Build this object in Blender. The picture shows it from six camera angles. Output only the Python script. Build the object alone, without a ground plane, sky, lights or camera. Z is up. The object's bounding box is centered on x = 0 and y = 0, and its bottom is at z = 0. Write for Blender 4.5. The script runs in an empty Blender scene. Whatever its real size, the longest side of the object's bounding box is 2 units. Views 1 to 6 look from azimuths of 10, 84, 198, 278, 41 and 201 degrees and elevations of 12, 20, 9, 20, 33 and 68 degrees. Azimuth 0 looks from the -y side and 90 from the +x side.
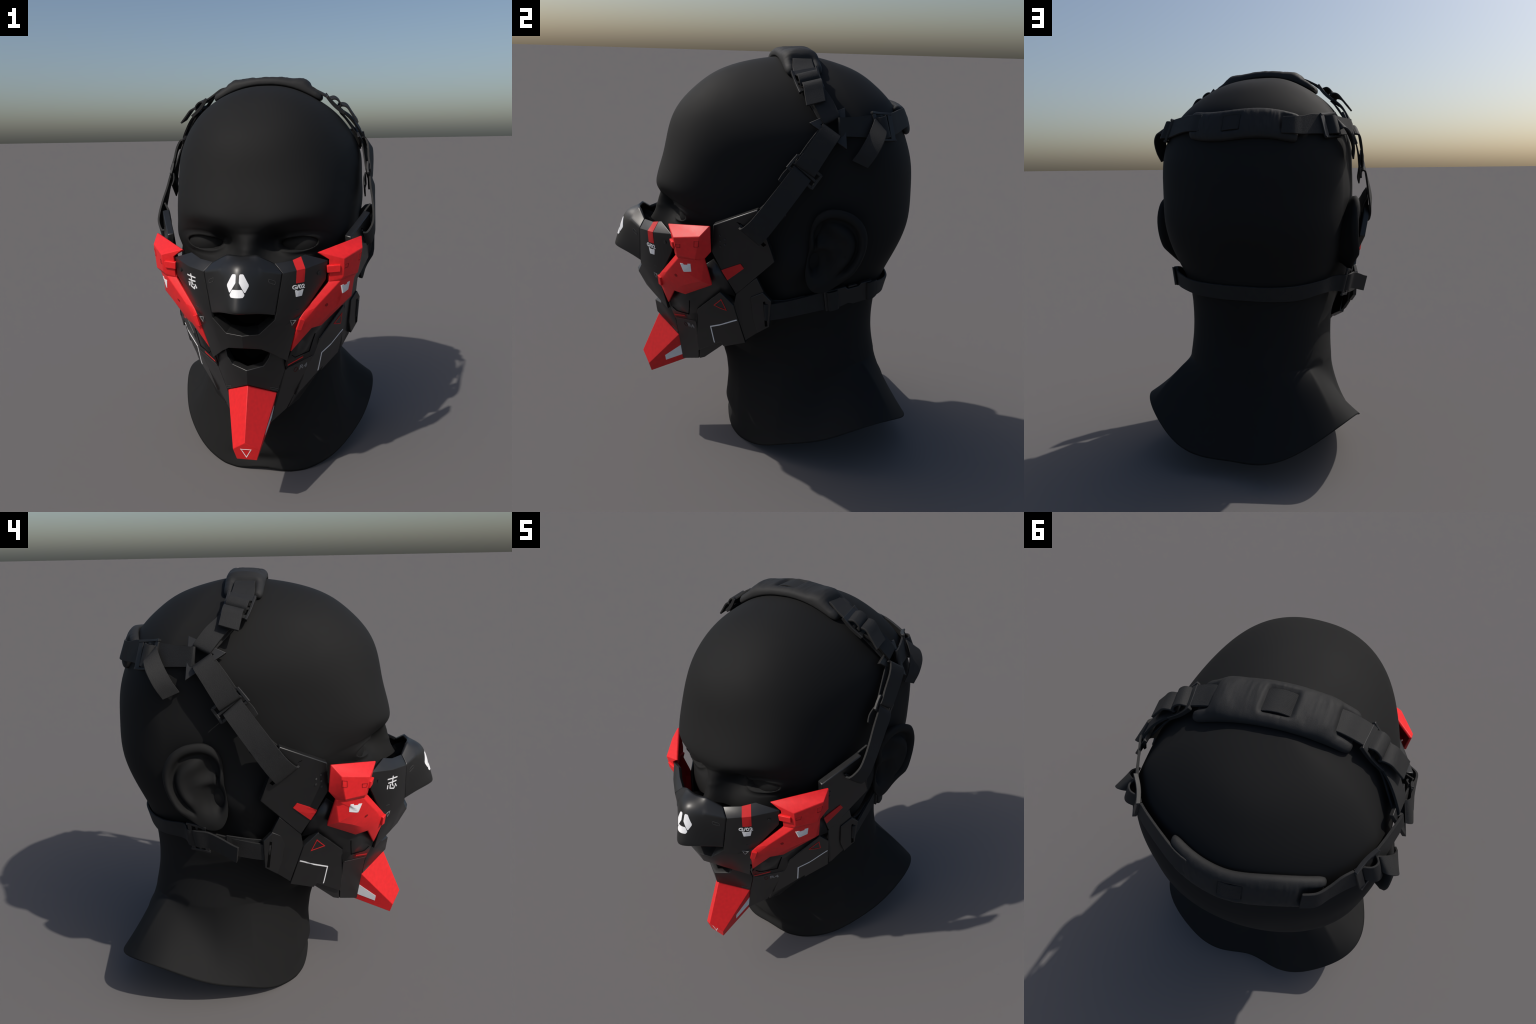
import bpy, bmesh, math, random
import numpy as np
from mathutils import Vector, Matrix, noise

random.seed(7)
X0 = -0.002                      # symmetry plane of bust and mask
V = Vector

# ------------------------------------------------------------------ materials
def material(name, color, rough=0.5, spec=0.5, vary=0.15, scale=30.0, bump=0.0,
             bump_scale=400.0, coat=0.0, metallic=0.0, sheen=0.0, weave=False):
    m = bpy.data.materials.new(name); m.use_nodes = True
    nt = m.node_tree; n = nt.nodes; l = nt.links
    b = n["Principled BSDF"]
    b.inputs["Roughness"].default_value = rough
    b.inputs["Specular IOR Level"].default_value = spec
    b.inputs["Metallic"].default_value = metallic
    b.inputs["Coat Weight"].default_value = coat
    b.inputs["Sheen Weight"].default_value = sheen
    tc = n.new("ShaderNodeTexCoord")
    no = n.new("ShaderNodeTexNoise"); no.inputs["Scale"].default_value = scale
    no.inputs["Detail"].default_value = 5
    l.new(tc.outputs["Object"], no.inputs["Vector"])
    ra = n.new("ShaderNodeValToRGB")
    c = Vector(color)
    ra.color_ramp.elements[0].position = 0.3; ra.color_ramp.elements[1].position = 0.7
    ra.color_ramp.elements[0].color = (*(c * (1 - vary)), 1)
    ra.color_ramp.elements[1].color = (*(c * (1 + vary)), 1)
    l.new(no.outputs["Fac"], ra.inputs["Fac"]); l.new(ra.outputs["Color"], b.inputs["Base Color"])
    mr = n.new("ShaderNodeMapRange")
    mr.inputs["To Min"].default_value = max(0.02, rough - 0.06); mr.inputs["To Max"].default_value = rough + 0.06
    l.new(no.outputs["Fac"], mr.inputs["Value"]); l.new(mr.outputs["Result"], b.inputs["Roughness"])
    if bump > 0:
        bn = n.new("ShaderNodeBump"); bn.inputs["Strength"].default_value = bump
        bn.inputs["Distance"].default_value = 0.002
        if weave:
            w1 = n.new("ShaderNodeTexWave"); w1.inputs["Scale"].default_value = bump_scale
            w1.bands_direction = 'DIAGONAL'; w1.inputs["Distortion"].default_value = 1.0
            l.new(tc.outputs["Object"], w1.inputs["Vector"]); l.new(w1.outputs["Fac"], bn.inputs["Height"])
        else:
            n2 = n.new("ShaderNodeTexNoise"); n2.inputs["Scale"].default_value = bump_scale
            n2.inputs["Detail"].default_value = 3
            l.new(tc.outputs["Object"], n2.inputs["Vector"]); l.new(n2.outputs["Fac"], bn.inputs["Height"])
        l.new(bn.outputs["Normal"], b.inputs["Normal"])
    return m

M_HEAD = material("matte_mannequin", (0.0113, 0.0113, 0.0113), 0.75, 0.16, 0.03, 6)
M_BLACK = material("black_polymer", (0.0105, 0.0105, 0.0107), 0.36, 0.5, 0.10, 14)
M_CAP = material("satin_nose_polymer", (0.0105, 0.0105, 0.0107), 0.40, 0.5, 0.06, 14)
M_RED = material("red_lacquer", (0.72, 0.017, 0.020), 0.48, 0.35, 0.06, 60, 0.15, 500)
M_WHITE = material("white_print", (0.78, 0.78, 0.79), 0.55, 0.3, 0.03, 40)
M_GREY = material("grey_print", (0.22, 0.22, 0.22), 0.55, 0.3, 0.05, 40)
M_LINE = material("dark_grey_line", (0.045, 0.045, 0.045), 0.5, 0.3, 0.05, 40)
M_REDPRINT = material("red_print", (0.55, 0.016, 0.018), 0.55, 0.3, 0.05, 40)
M_REDDARK = material("recessed_red", (0.30, 0.012, 0.014), 0.6, 0.2, 0.05, 40)
M_DIMRED = material("faint_red_print", (0.07, 0.008, 0.008), 0.55, 0.3, 0.05, 40)
M_WEB = material("black_webbing", (0.0150, 0.0150, 0.0152), 0.72, 0.3, 0.12, 25, 0.35, 260)
M_BUCKLE = material("black_buckle_plastic", (0.0145, 0.0145, 0.0148), 0.5, 0.4, 0.06, 20)
M_PAD = material("black_padding", (0.0165, 0.0165, 0.0168), 0.7, 0.3, 0.12, 12, 0.2, 300)
M_WEAVE = material("woven_patch", (0.0165, 0.0165, 0.0168), 0.7, 0.3, 0.10, 30, 0.6, 170, weave=True)
M_VOID = material("black_void", (0.002, 0.002, 0.002), 0.9, 0.05, 0.05, 10)

# ------------------------------------------------------------------ helpers
COLL = bpy.context.scene.collection

def empty(name, label, category):
    e = bpy.data.objects.new(name, None); COLL.objects.link(e)
    e["label"] = label; e["category"] = category
    return e

def new_obj(name, verts, faces, mat, parent, angle=30, bevel=0.0, seg=2, outward=None, smooth=True):
    me = bpy.data.meshes.new(name)
    me.from_pydata([tuple(v) for v in verts], [], [tuple(f) for f in faces]); me.update()
    bm = bmesh.new(); bm.from_mesh(me)
    bmesh.ops.remove_doubles(bm, verts=bm.verts, dist=1e-5)
    bmesh.ops.recalc_face_normals(bm, faces=bm.faces)
    if outward is not None:
        s = sum((f.normal.dot(f.calc_center_median() - V(outward)) * f.calc_area()) for f in bm.faces)
        if s < 0:
            bmesh.ops.reverse_faces(bm, faces=bm.faces)
    bm.to_mesh(me); bm.free()
    if smooth:
        me.shade_smooth()
        me.set_sharp_from_angle(angle=math.radians(angle))
    me.materials.append(mat)
    o = bpy.data.objects.new(name, me); COLL.objects.link(o); o.parent = parent
    if bevel > 0:
        md = o.modifiers.new("edge_round", 'BEVEL'); md.width = bevel; md.segments = seg
        md.limit_method = 'ANGLE'; md.angle_limit = math.radians(28); md.use_clamp_overlap = True
        md.harden_normals = False
    return o

def mir(p):
    return V((2 * X0 - p[0], p[1], p[2]))

def side_of(pts, s):
    return [V(p) if s > 0 else mir(p) for p in pts]

def poly_normal(P):
    n = V((0, 0, 0))
    for i in range(len(P)):
        a, b = P[i], P[(i + 1) % len(P)]
        n += V(((a.y - b.y) * (a.z + b.z), (a.z - b.z) * (a.x + b.x), (a.x - b.x) * (a.y + b.y)))
    return n.normalized()

CORE = V((X0, 0.1, 1.0))        # inside of the head: "outward" points away from it

def prism(name, poly, mat, parent, t_out=0.0, t_in=0.015, bevel=0.0, shrink=0.0, ref=None):
    P = [V(p) for p in poly]
    n = poly_normal(P); c = sum(P, V((0, 0, 0))) / len(P)
    if n.dot(c - (ref or CORE)) < 0:
        n = -n; P.reverse()
    k = len(P)
    top = [p + n * t_out for p in P]
    bot = [p + (c - p) * shrink - n * t_in for p in P]
    faces = [list(range(k)), list(range(2 * k - 1, k - 1, -1))]
    faces += [(i, k + i, k + (i + 1) % k, (i + 1) % k) for i in range(k)]
    return new_obj(name, top + bot, faces, mat, parent, bevel=bevel)

def shell(name, verts, faces, mat, parent, thick=0.018, bevel=0.003, angle=32, out=None):
    o = new_obj(name, verts, faces, mat, parent, angle=angle, outward=out or CORE)
    md = o.modifiers.new("wall", 'SOLIDIFY'); md.thickness = thick; md.offset = -1
    md.use_even_offset = False
    if bevel > 0:
        bv = o.modifiers.new("edge_round", 'BEVEL'); bv.width = bevel; bv.segments = 2
        bv.limit_method = 'ANGLE'; bv.angle_limit = math.radians(25)
    return o

def catmull(P, n):
    P = [V(p) for p in P]
    if len(P) == 2:
        return [P[0].lerp(P[1], i / (n - 1)) for i in range(n)]
    out = []; m = len(P) - 1
    for i in range(n):
        t = i / (n - 1) * m; k = min(int(t), m - 1); u = t - k
        p1, p2 = P[k], P[k + 1]
        p0 = P[k - 1] if k > 0 else p1 * 2 - p2
        p3 = P[k + 2] if k + 2 <= m else p2 * 2 - p1
        out.append(0.5 * ((2 * p1) + (p2 - p0) * u + (2 * p0 - 5 * p1 + 4 * p2 - p3) * u * u
                          + (3 * p1 - p0 - 3 * p2 + p3) * u ** 3))
    return out

def ribbon(name, edge_a, edge_b, mat, parent, thick=0.0095, n=None, bevel=0.0015):
    """flat strap between two edge curves, with thickness"""
    n = n or 10 * len(edge_a)
    A, B = catmull(edge_a, n), catmull(edge_b, n)
    verts = []; faces = []
    for i in range(n):
        t = (A[min(i + 1, n - 1)] - A[max(i - 1, 0)]) + (B[min(i + 1, n - 1)] - B[max(i - 1, 0)])
        w = (B[i] - A[i])
        nn = t.cross(w).normalized() * (thick / 2)
        verts += [A[i] + nn, B[i] + nn, B[i] - nn, A[i] - nn]
    for i in range(n - 1):
        for k in range(4):
            a = i * 4 + k; b = i * 4 + (k + 1) % 4
            faces.append((a, b, b + 4, a + 4))
    faces += [(3, 2, 1, 0), tuple(4 * (n - 1) + k for k in range(4))]
    return new_obj(name, verts, faces, mat, parent, angle=40, bevel=bevel, seg=1)

def bar(p, q, up, w, t):
    """box between p and q; w along side, t along up -> verts, faces"""
    d = (q - p).normalized(); up = (up - d * up.dot(d)).normalized(); s = d.cross(up)
    vs = []
    for e in (p, q):
        for a, b in ((-1, -1), (1, -1), (1, 1), (-1, 1)):
            vs.append(e + s * (a * w / 2) + up * (b * t / 2))
    return vs, [(0, 1, 2, 3), (7, 6, 5, 4), (0, 4, 5, 1), (1, 5, 6, 2), (2, 6, 7, 3), (3, 7, 4, 0)]

def frame(name, corners, cross, mat, parent, w=0.010, t=0.016, bars=(0.026, 0.014, 0.018), bow=0.006):
    """slide buckle: two bowed side rails (c0-c3, c1-c2) joined by flat cross bars at given fractions"""
    c = [V(p) for p in corners]
    n = (c[1] - c[0]).cross(c[3] - c[0]).normalized()
    if n.dot((c[0] + c[2]) / 2 - CORE) < 0: n = -n
    vs, fs = [], []
    def add(p, q, up, ww, tt):
        a_, b_ = bar(p, q, up, ww, tt)
        fs.extend(tuple(len(vs) + k for k in f) for f in b_); vs.extend(a_)
    at = lambda p, q, f: p.lerp(q, f) - n * (bow * math.sin(math.pi * f))
    for p, q in ((c[0], c[3]), (c[1], c[2])):
        st = 8; o0 = len(vs)
        d = (q - p).normalized(); sd = d.cross(n).normalized()
        for i in range(st + 1):
            m = at(p, q, i / st)
            for x_, y_ in ((-1, -1), (1, -1), (1, 1), (-1, 1)):
                vs.append(m + sd * (x_ * w / 2) + n * (y_ * t / 2))
        for i in range(st):
            for k in range(4):
                a_ = o0 + 4 * i + k; b_ = o0 + 4 * i + (k + 1) % 4
                fs.append((a_, b_, b_ + 4, a_ + 4))
        fs.append(tuple(o0 + k for k in (3, 2, 1, 0))); fs.append(tuple(o0 + 4 * st + k for k in range(4)))
    for f, bw in zip(cross, bars):
        p, q = at(c[0], c[3], f), at(c[1], c[2], f)
        add(p, q, n, bw, t * 0.72)
    me = bpy.data.meshes.new(name)
    me.from_pydata([tuple(v) for v in vs], [], fs); me.update()
    bm = bmesh.new(); bm.from_mesh(me); bmesh.ops.recalc_face_normals(bm, faces=bm.faces); bm.to_mesh(me); bm.free()
    me.materials.append(mat)
    o = bpy.data.objects.new(name, me); COLL.objects.link(o); o.parent = parent
    md = o.modifiers.new("edge_round", 'BEVEL'); md.width = 0.0015; md.segments = 1
    md.limit_method = 'ANGLE'; md.angle_limit = math.radians(50)
    return o

from mathutils.bvhtree import BVHTree
_bvh = {}
def surface_of(o):
    if o.name not in _bvh:
        dg = bpy.context.evaluated_depsgraph_get()
        _bvh[o.name] = BVHTree.FromObject(o, dg)
    return _bvh[o.name]

def decal(name, verts, faces, n, mat, panel, lift=0.0006, thick=0.0014, cuts=0):
    """thin printed or inlaid piece laid onto the outer surface of its panel"""
    n = V(n).normalized()
    bm = bmesh.new()
    vs = [bm.verts.new(v) for v in verts]
    for f in faces: bm.faces.new([vs[i] for i in f])
    bmesh.ops.remove_doubles(bm, verts=bm.verts, dist=1e-5)
    if cuts:
        bmesh.ops.triangulate(bm, faces=[f for f in bm.faces if len(f.verts) > 4])
        bmesh.ops.subdivide_edges(bm, edges=bm.edges, cuts=cuts, use_grid_fill=True)
    tree = surface_of(panel)
    for v in bm.verts:
        hit = tree.ray_cast(v.co + n * 0.04, -n, 0.08)
        if hit[0] is not None: v.co = hit[0] + n * lift
    for f in bm.faces:
        f.normal_update()
        if f.normal.dot(n) < 0: f.normal_flip()
    me = bpy.data.meshes.new(name); bm.to_mesh(me); bm.free()
    me.shade_flat(); me.materials.append(mat)
    o = bpy.data.objects.new(name, me); COLL.objects.link(o); o.parent = panel
    md = o.modifiers.new("wall", 'SOLIDIFY'); md.thickness = thick; md.offset = 0
    return o

def facing(P, ref):
    n = poly_normal(P); c = sum(P, V((0, 0, 0))) / len(P)
    return n if n.dot(c - ref) > 0 else -n

def sheet(name, poly, mat, panel, ref=None, cuts=3, **k):
    P = [V(p) for p in poly]
    return decal(name, P, [list(range(len(P)))], facing(P, ref or CORE), mat, panel, cuts=cuts, **k)

def outline(name, poly, mat, panel, w=0.004, closed=True, ref=None, n=None, **kw):
    """printed line along a polyline"""
    P = [V(p) for p in poly]
    n = V(n).normalized() if n is not None else facing(P, ref or CORE)
    Q = []                                   # resample so that it can follow the panel
    k = len(P); L, R = [], []
    for i in range(k):
        a = P[i - 1] if (closed or i > 0) else None
        b = P[(i + 1) % k] if (closed or i < k - 1) else None
        d1 = (P[i] - a).normalized() if a is not None else (b - P[i]).normalized()
        d2 = (b - P[i]).normalized() if b is not None else d1
        s_ = n.cross(d1 + d2).normalized()
        m = 1.0 / max(0.45, abs(s_.dot(n.cross(d1).normalized())))
        L.append(P[i] + s_ * w / 2 * m); R.append(P[i] - s_ * w / 2 * m)
    vs, fs = [], []
    for i in range(k if closed else k - 1):
        j = (i + 1) % k; st = 6
        for q in range(st):
            f0, f1 = q / st, (q + 1) / st; o = len(vs)
            vs += [L[i].lerp(L[j], f0), L[i].lerp(L[j], f1), R[i].lerp(R[j], f1), R[i].lerp(R[j], f0)]
            fs.append((o, o + 1, o + 2, o + 3))
    return decal(name, vs, fs, n, mat, panel, **kw)

def lettering(name, text, left_bottom, right_bottom, left_top, mat, panel, bold=0.012):
    cu = bpy.data.curves.new(name + "_curve", 'FONT'); cu.body = text
    cu.size = 1.0; cu.offset = bold; cu.resolution_u = 4
    ob = bpy.data.objects.new(name + "_curve", cu); COLL.objects.link(ob)
    dg = bpy.context.evaluated_depsgraph_get()
    me = bpy.data.meshes.new_from_object(ob.evaluated_get(dg))
    bpy.data.objects.remove(ob); bpy.data.curves.remove(cu)
    xs = [v.co.x for v in me.vertices]; ys = [v.co.y for v in me.vertices]
    o, u, v = V(left_bottom), V(right_bottom) - V(left_bottom), V(left_top) - V(left_bottom)
    vs = [o + u * ((p.co.x - min(xs)) / (max(xs) - min(xs))) + v * ((p.co.y - min(ys)) / (max(ys) - min(ys))) for p in me.vertices]
    fs = [tuple(f.vertices) for f in me.polygons]
    bpy.data.meshes.remove(me)
    return decal(name, vs, fs, u.cross(v), mat, panel)

def disc(name, c, n, r, mat, panel, thick=0.004, k=20):
    c, n = V(c), V(n).normalized()
    a = n.orthogonal().normalized(); b = n.cross(a)
    return decal(name, [c + a * r * math.cos(2 * math.pi * i / k) + b * r * math.sin(2 * math.pi * i / k) for i in range(k)],
                 [list(range(k))], n, mat, panel, thick=thick)

# ------------------------------------------------------------------ BUST: head surface law
# cross-sections:   z      front   back   half-width  roundness f/b   y of widest
SEC = np.array([
    (0.30, -0.110, 0.643, 0.387, 1.97, 2.38, 0.242),
    (0.45, -0.155, 0.613, 0.384, 1.62, 2.50, 0.241),
    (0.60, -0.275, 0.579, 0.366, 1.75, 2.60, 0.232),
    (0.75, -0.360, 0.573, 0.362, 1.95, 2.50, 0.238),
    (0.90, -0.429, 0.597, 0.374, 2.22, 2.34, 0.278),
    (1.05, -0.489, 0.647, 0.427, 2.28, 2.26, 0.334),
    (1.20, -0.526, 0.700, 0.458, 2.38, 2.16, 0.378),
    (1.35, -0.544, 0.716, 0.470, 2.56, 1.89, 0.392),
    (1.50, -0.505, 0.702, 0.474, 2.48, 1.78, 0.394),
    (1.62, -0.476, 0.662, 0.466, 2.30, 1.72, 0.366),
    (1.74, -0.417, 0.602, 0.408, 2.36, 1.72, 0.337),
    (1.84, -0.311, 0.500, 0.318, 2.48, 1.78, 0.277),
    (1.91, -0.176, 0.378, 0.208, 2.50, 1.90, 0.237),
    (1.95, 0.013, 0.235, 0.094, 2.45, 2.10, 0.200)])
Z_TOP = 1.9592
HX = -0.001

def spline(xk, v, x):
    n = len(xk); h = np.diff(xk); A = np.eye(n); b = np.zeros(n)
    for i in range(1, n - 1):
        A[i, i - 1] = h[i - 1]; A[i, i] = 2 * (h[i - 1] + h[i]); A[i, i + 1] = h[i]
        b[i] = 6 * ((v[i + 1] - v[i]) / h[i] - (v[i] - v[i - 1]) / h[i - 1])
    m = np.linalg.solve(A, b)
    i = np.clip(np.searchsorted(xk, x) - 1, 0, n - 2); d = x - xk[i]
    return (v[i] + d * ((v[i + 1] - v[i]) / h[i] - h[i] * (2 * m[i] + m[i + 1]) / 6)
            + d * d * m[i] / 2 + d ** 3 * (m[i + 1] - m[i]) / (6 * h[i]))

def arc_of(z):
    q = np.clip((np.asarray(z, float) - 1.2) / (Z_TOP - 1.2), -5, 1)
    return np.where(q > 0, np.arcsin(np.clip(q, 0, 1)), q)

def section(z):
    z = np.atleast_1d(z); uk = arc_of(SEC[:, 0]); u = arc_of(z)
    cs = np.where(u > 0, np.cos(u), 1.0); ck = np.where(uk > 0, np.cos(uk), 1.0)
    yk = SEC[:, 6]
    return (spline(uk, (yk - SEC[:, 1]) / ck, u) * cs, spline(uk, (SEC[:, 2] - yk) / ck, u) * cs,
            spline(uk, SEC[:, 3] / ck, u) * cs, spline(uk, SEC[:, 4], u), spline(uk, SEC[:, 5], u),
            spline(uk, yk, u))

def g(x, c, s):
    return np.exp(-((x - c) / s) ** 2)

def ring(z, t):
    F, B, W, ef, eb, yc = section(z)
    c = np.cos(t)[None]; s = np.sin(t)[None]; fr = c > 0
    ex = np.where(fr, ef[:, None], eb[:, None])
    X = np.sign(s) * np.abs(s) ** (2 / ex) * W[:, None]
    Y = yc[:, None] - np.sign(c) * np.abs(c) ** (2 / ex) * np.where(fr, F[:, None], B[:, None])
    return HX + X, Y

def back_y(x, z):
    F, B, W, ef, eb, yc = [float(a[0]) for a in section(z)]
    q = min(abs(x - HX) / W, 0.999)
    return yc + B * (1 - q ** eb) ** (1 / eb)

def top_z(x, y):
    lo, hi = 1.2, Z_TOP - 1e-4
    for _ in range(40):
        z = (lo + hi) / 2
        F, B, W, ef, eb, yc = [float(a[0]) for a in section(z)]
        d = (abs(x - HX) / W) ** (ef if y < yc else eb) + (abs(y - yc) / (F if y < yc else B)) ** (ef if y < yc else eb)
        if d < 1: lo = z
        else: hi = z
    return lo

# rim of the cut neck: radius and height around (X0, 0.25), from front to back
RIM_R = [0.436, 0.440, 0.444, 0.460, 0.492, 0.532, 0.597, 0.619, 0.590, 0.545, 0.494]
RIM_Z = [0.020, 0.001, 0.008, 0.050, 0.126, 0.188, 0.277, 0.272, 0.181, 0.113, 0.092]

def build_bust():
    bust = empty("mannequin_bust", "matte black bald mannequin head on a flared neck", "mannequin head")
    NA = 384
    t = np.linspace(-np.pi, np.pi, NA, endpoint=False)
    k = len(RIM_R); th = np.linspace(0, np.pi, k)
    Mi = np.linalg.inv(np.cos(np.outer(th, np.arange(k))))
    Mt = np.cos(np.outer(np.abs(t), np.arange(k))) @ Mi
    rr, rz = Mt @ np.array(RIM_R), np.maximum(Mt @ np.array(RIM_Z), 0.0)
    rx, ry = X0 + rr * np.sin(t), 0.25 - rr * np.cos(t)
    zb = 0.50
    # neck rows
    NN = 48
    kk = np.linspace(0, 1, NN, endpoint=False)[:, None]
    xr, yr = ring(np.array([zb]), t)
    ex = np.interp(np.abs(t), [0, np.pi * 0.15, np.pi * 0.35, np.pi / 2, np.pi * 0.7, np.pi], [4.5, 1.5, 1.25, 2.6, 0.80, 1.65])[None]
    bl = (1 - kk) ** ex
    Xn = xr * (1 - bl) + rx[None] * bl; Yn = yr * (1 - bl) + ry[None] * bl
    Zn = rz[None] + (zb - rz[None]) * kk
    # head rows
    u0 = float(arc_of(zb)); u = np.concatenate([np.linspace(u0, 0, 150, endpoint=False), np.linspace(0, np.pi / 2 - 0.004, 230)])
    z = np.where(u > 0, 1.2 + (Z_TOP - 1.2) * np.sin(u), 1.2 + (Z_TOP - 1.2) * u)
    Xh, Yh = ring(z, t); Zh = np.repeat(z[:, None], NA, 1)
    X = np.vstack([Xn, Xh]); Y = np.vstack([Yn, Yh]); Z = np.vstack([Zn, Zh])
    # ---- face relief (front half only)
    fr = np.clip((np.cos(t)[None] - 0.05) / 0.35, 0, 1) * np.ones_like(X); fr = fr * fr * (3 - 2 * fr)
    xa = np.abs(X - HX)
    d = 0.058 * g(Z, 1.235, 0.080) * g(xa, 0.0, 0.33)                     # set back below the brow
    d += 0.030 * g(xa, 0.200, 0.100) * g(Z, 1.275, 0.055)                 # eye sockets
    d += 0.052 * g(xa, 0.115, 0.042) * g(Z, 1.262, 0.050)
    d -= 0.016 * g(xa, 0.285, 0.055) * g(Z, 1.245, 0.050)                 # outer rim of the orbit
    d += 0.018 * g(xa, 0.215, 0.085) * g(Z, 1.335, 0.040)                 # soft shelf under the brow                 # inner corner beside the nose
    d -= 0.010 * g(xa, 0.22, 0.10) * g(Z, 1.12, 0.06)                     # cheek bones
    amp = np.interp(Z, [0.93, 0.97, 1.03, 1.08, 1.16, 1.24, 1.275, 1.305, 1.33], [0, 0.10, 0.13, 0.125, 0.095, 0.072, 0.040, 0.008, 0])
    wid = np.interp(Z, [0.93, 1.03, 1.16, 1.24, 1.31, 1.45], [0.075, 0.075, 0.058, 0.043, 0.036, 0.05])
    d -= amp * np.exp(-(xa / wid) ** 2.4)                                 # nose
    d -= 0.006 * g(xa, 0.17, 0.12) * g(Z, 1.365, 0.04)                    # brow ridge
    # eyelids: almond around the eye
    xe = xa - 0.207; ze = Z - (1.252 + 0.06 * xe)
    q = np.sqrt((xe / 0.079) ** 2 + (ze / np.where(ze > 0, 0.031, 0.030)) ** 2 + 1e-9)
    d += 0.040 * np.clip((1.02 - q) / 0.12, 0, 1)
    d -= 0.008 * np.exp(-((q - 1.13) / 0.17) ** 2)
    d += 0.003 * np.exp(-((q - 1.75) / 0.18) ** 2)
    Y = Y + d * fr
    # temples a little hollow, frontal corners a little fuller
    tm = g(np.abs(t), 1.02, 0.30) * g(Z, 1.45, 0.22)
    X = X - np.sign(X) * 0.010 * tm
    fc = g(np.abs(t), 0.55, 0.25) * g(Z, 1.50, 0.20)
    X = X + np.sign(X) * 0.007 * fc; Y = Y - 0.006 * fc
    # jaw angle and cheek in front of the ear, side of the skull above the ear
    sx = np.sign(X - HX) * np.clip(xa / 0.25, 0, 1)
    X = X + sx * 0.052 * g(Y, 0.06, 0.13) * g(Z, 1.05, 0.13)
    X = X + sx * 0.010 * g(Y, 0.22, 0.14) * g(Z, 0.86, 0.08)
    X = X + sx * 0.011 * g(Y, 0.30, 0.13) * g(Z, 1.38, 0.11)
    X = X + sx * 0.015 * g(Y, -0.22, 0.10) * g(Z, 1.25, 0.06)
    X = X + sx * 0.036 * g(Y, 0.06, 0.10) * g(Z, 0.90, 0.075)
    X = X + sx * 0.016 * g(Y, 0.20, 0.12) * g(Z, 0.79, 0.06)
    X = X + sx * 0.026 * g(Y, -0.01, 0.09) * g(Z, 0.80, 0.07)
    # nape: shallow groove between the neck muscles
    Y = Y - 0.040 * g(xa, 0.0, 0.085) * g(Z, 0.55, 0.24) * (Y > 0.3)
    # front of the neck: shallow hollow and larynx
    nf = g(t, 0.0, 0.35)[None] * np.ones_like(X)
    Y = Y - nf * (0.006 * g(Z, 0.13, 0.04) - 0.018 * g(Z, 0.065, 0.03) - 0.006 * g(Z, 0.27, 0.06) + 0.02 * g(Z, 0.45, 0.06))
    R = X.shape[0]
    P = np.stack([X, Y, Z], -1).reshape(-1, 3)
    top = len(P); P = np.vstack([P, [[HX, float(section(1.9585)[5][0]), Z_TOP]]])
    faces = []
    for i in range(R - 1):
        a = i * NA
        for j in range(NA):
            j2 = (j + 1) % NA
            faces.append((a + j, a + j2, a + NA + j2, a + NA + j))
    a = (R - 1) * NA
    faces += [(a + j, a + (j + 1) % NA, top) for j in range(NA)]
    # sole of the neck
    base = len(P); P = np.vstack([P, [[X0, 0.25, 0.10]]])
    faces += [((j + 1) % NA, j, base) for j in range(NA)]
    me = bpy.data.meshes.new("whole_body"); me.from_pydata(P.tolist(), [], faces); me.update()
    nor = np.zeros(len(P) * 3); me.vertex_normals.foreach_get("vector", nor); nor = nor.reshape(-1, 3)
    # split: neck below the jaw line, head above
    nrow = NN + 60
    groups = {"head": [], "neck": []}
    for f in faces:
        r = min(f[0], f[1]) // NA if f[2] != base else -1
        rows = [v // NA for v in f if v < top]
        groups["neck" if (f[2] == base or max(rows) <= nrow) else "head"].append(f)
    for nm, fs in groups.items():
        idx = sorted({v for f in fs for v in f}); mp = {v: i for i, v in enumerate(idx)}
        m2 = bpy.data.meshes.new(nm); m2.from_pydata(P[idx].tolist(), [], [tuple(mp[v] for v in f) for f in fs]); m2.update()
        m2.shade_smooth()
        nn = nor[idx].copy()
        m2.normals_split_custom_set_from_vertices(nn.tolist())
        m2.materials.append(M_HEAD)
        o = bpy.data.objects.new(nm, m2); COLL.objects.link(o); o.parent = bust
    bpy.data.meshes.remove(me)
    # eyes
    for s in (1, -1):
        me = bpy.data.meshes.new("eye"); bm = bmesh.new()
        bmesh.ops.create_uvsphere(bm, u_segments=48, v_segments=32, radius=0.080)
        bmesh.ops.scale(bm, vec=(1.22, 1.0, 1.0), verts=bm.verts)
        bm.to_mesh(me); bm.free(); me.shade_smooth(); me.materials.append(M_HEAD)
        o = bpy.data.objects.new("eye", me); COLL.objects.link(o); o.parent = bust
        o.location = (HX + s * 0.2075, -0.3440, 1.252)
    # ears
    for s in (1, -1):
        build_ear(bust, s)
    return bust

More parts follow.
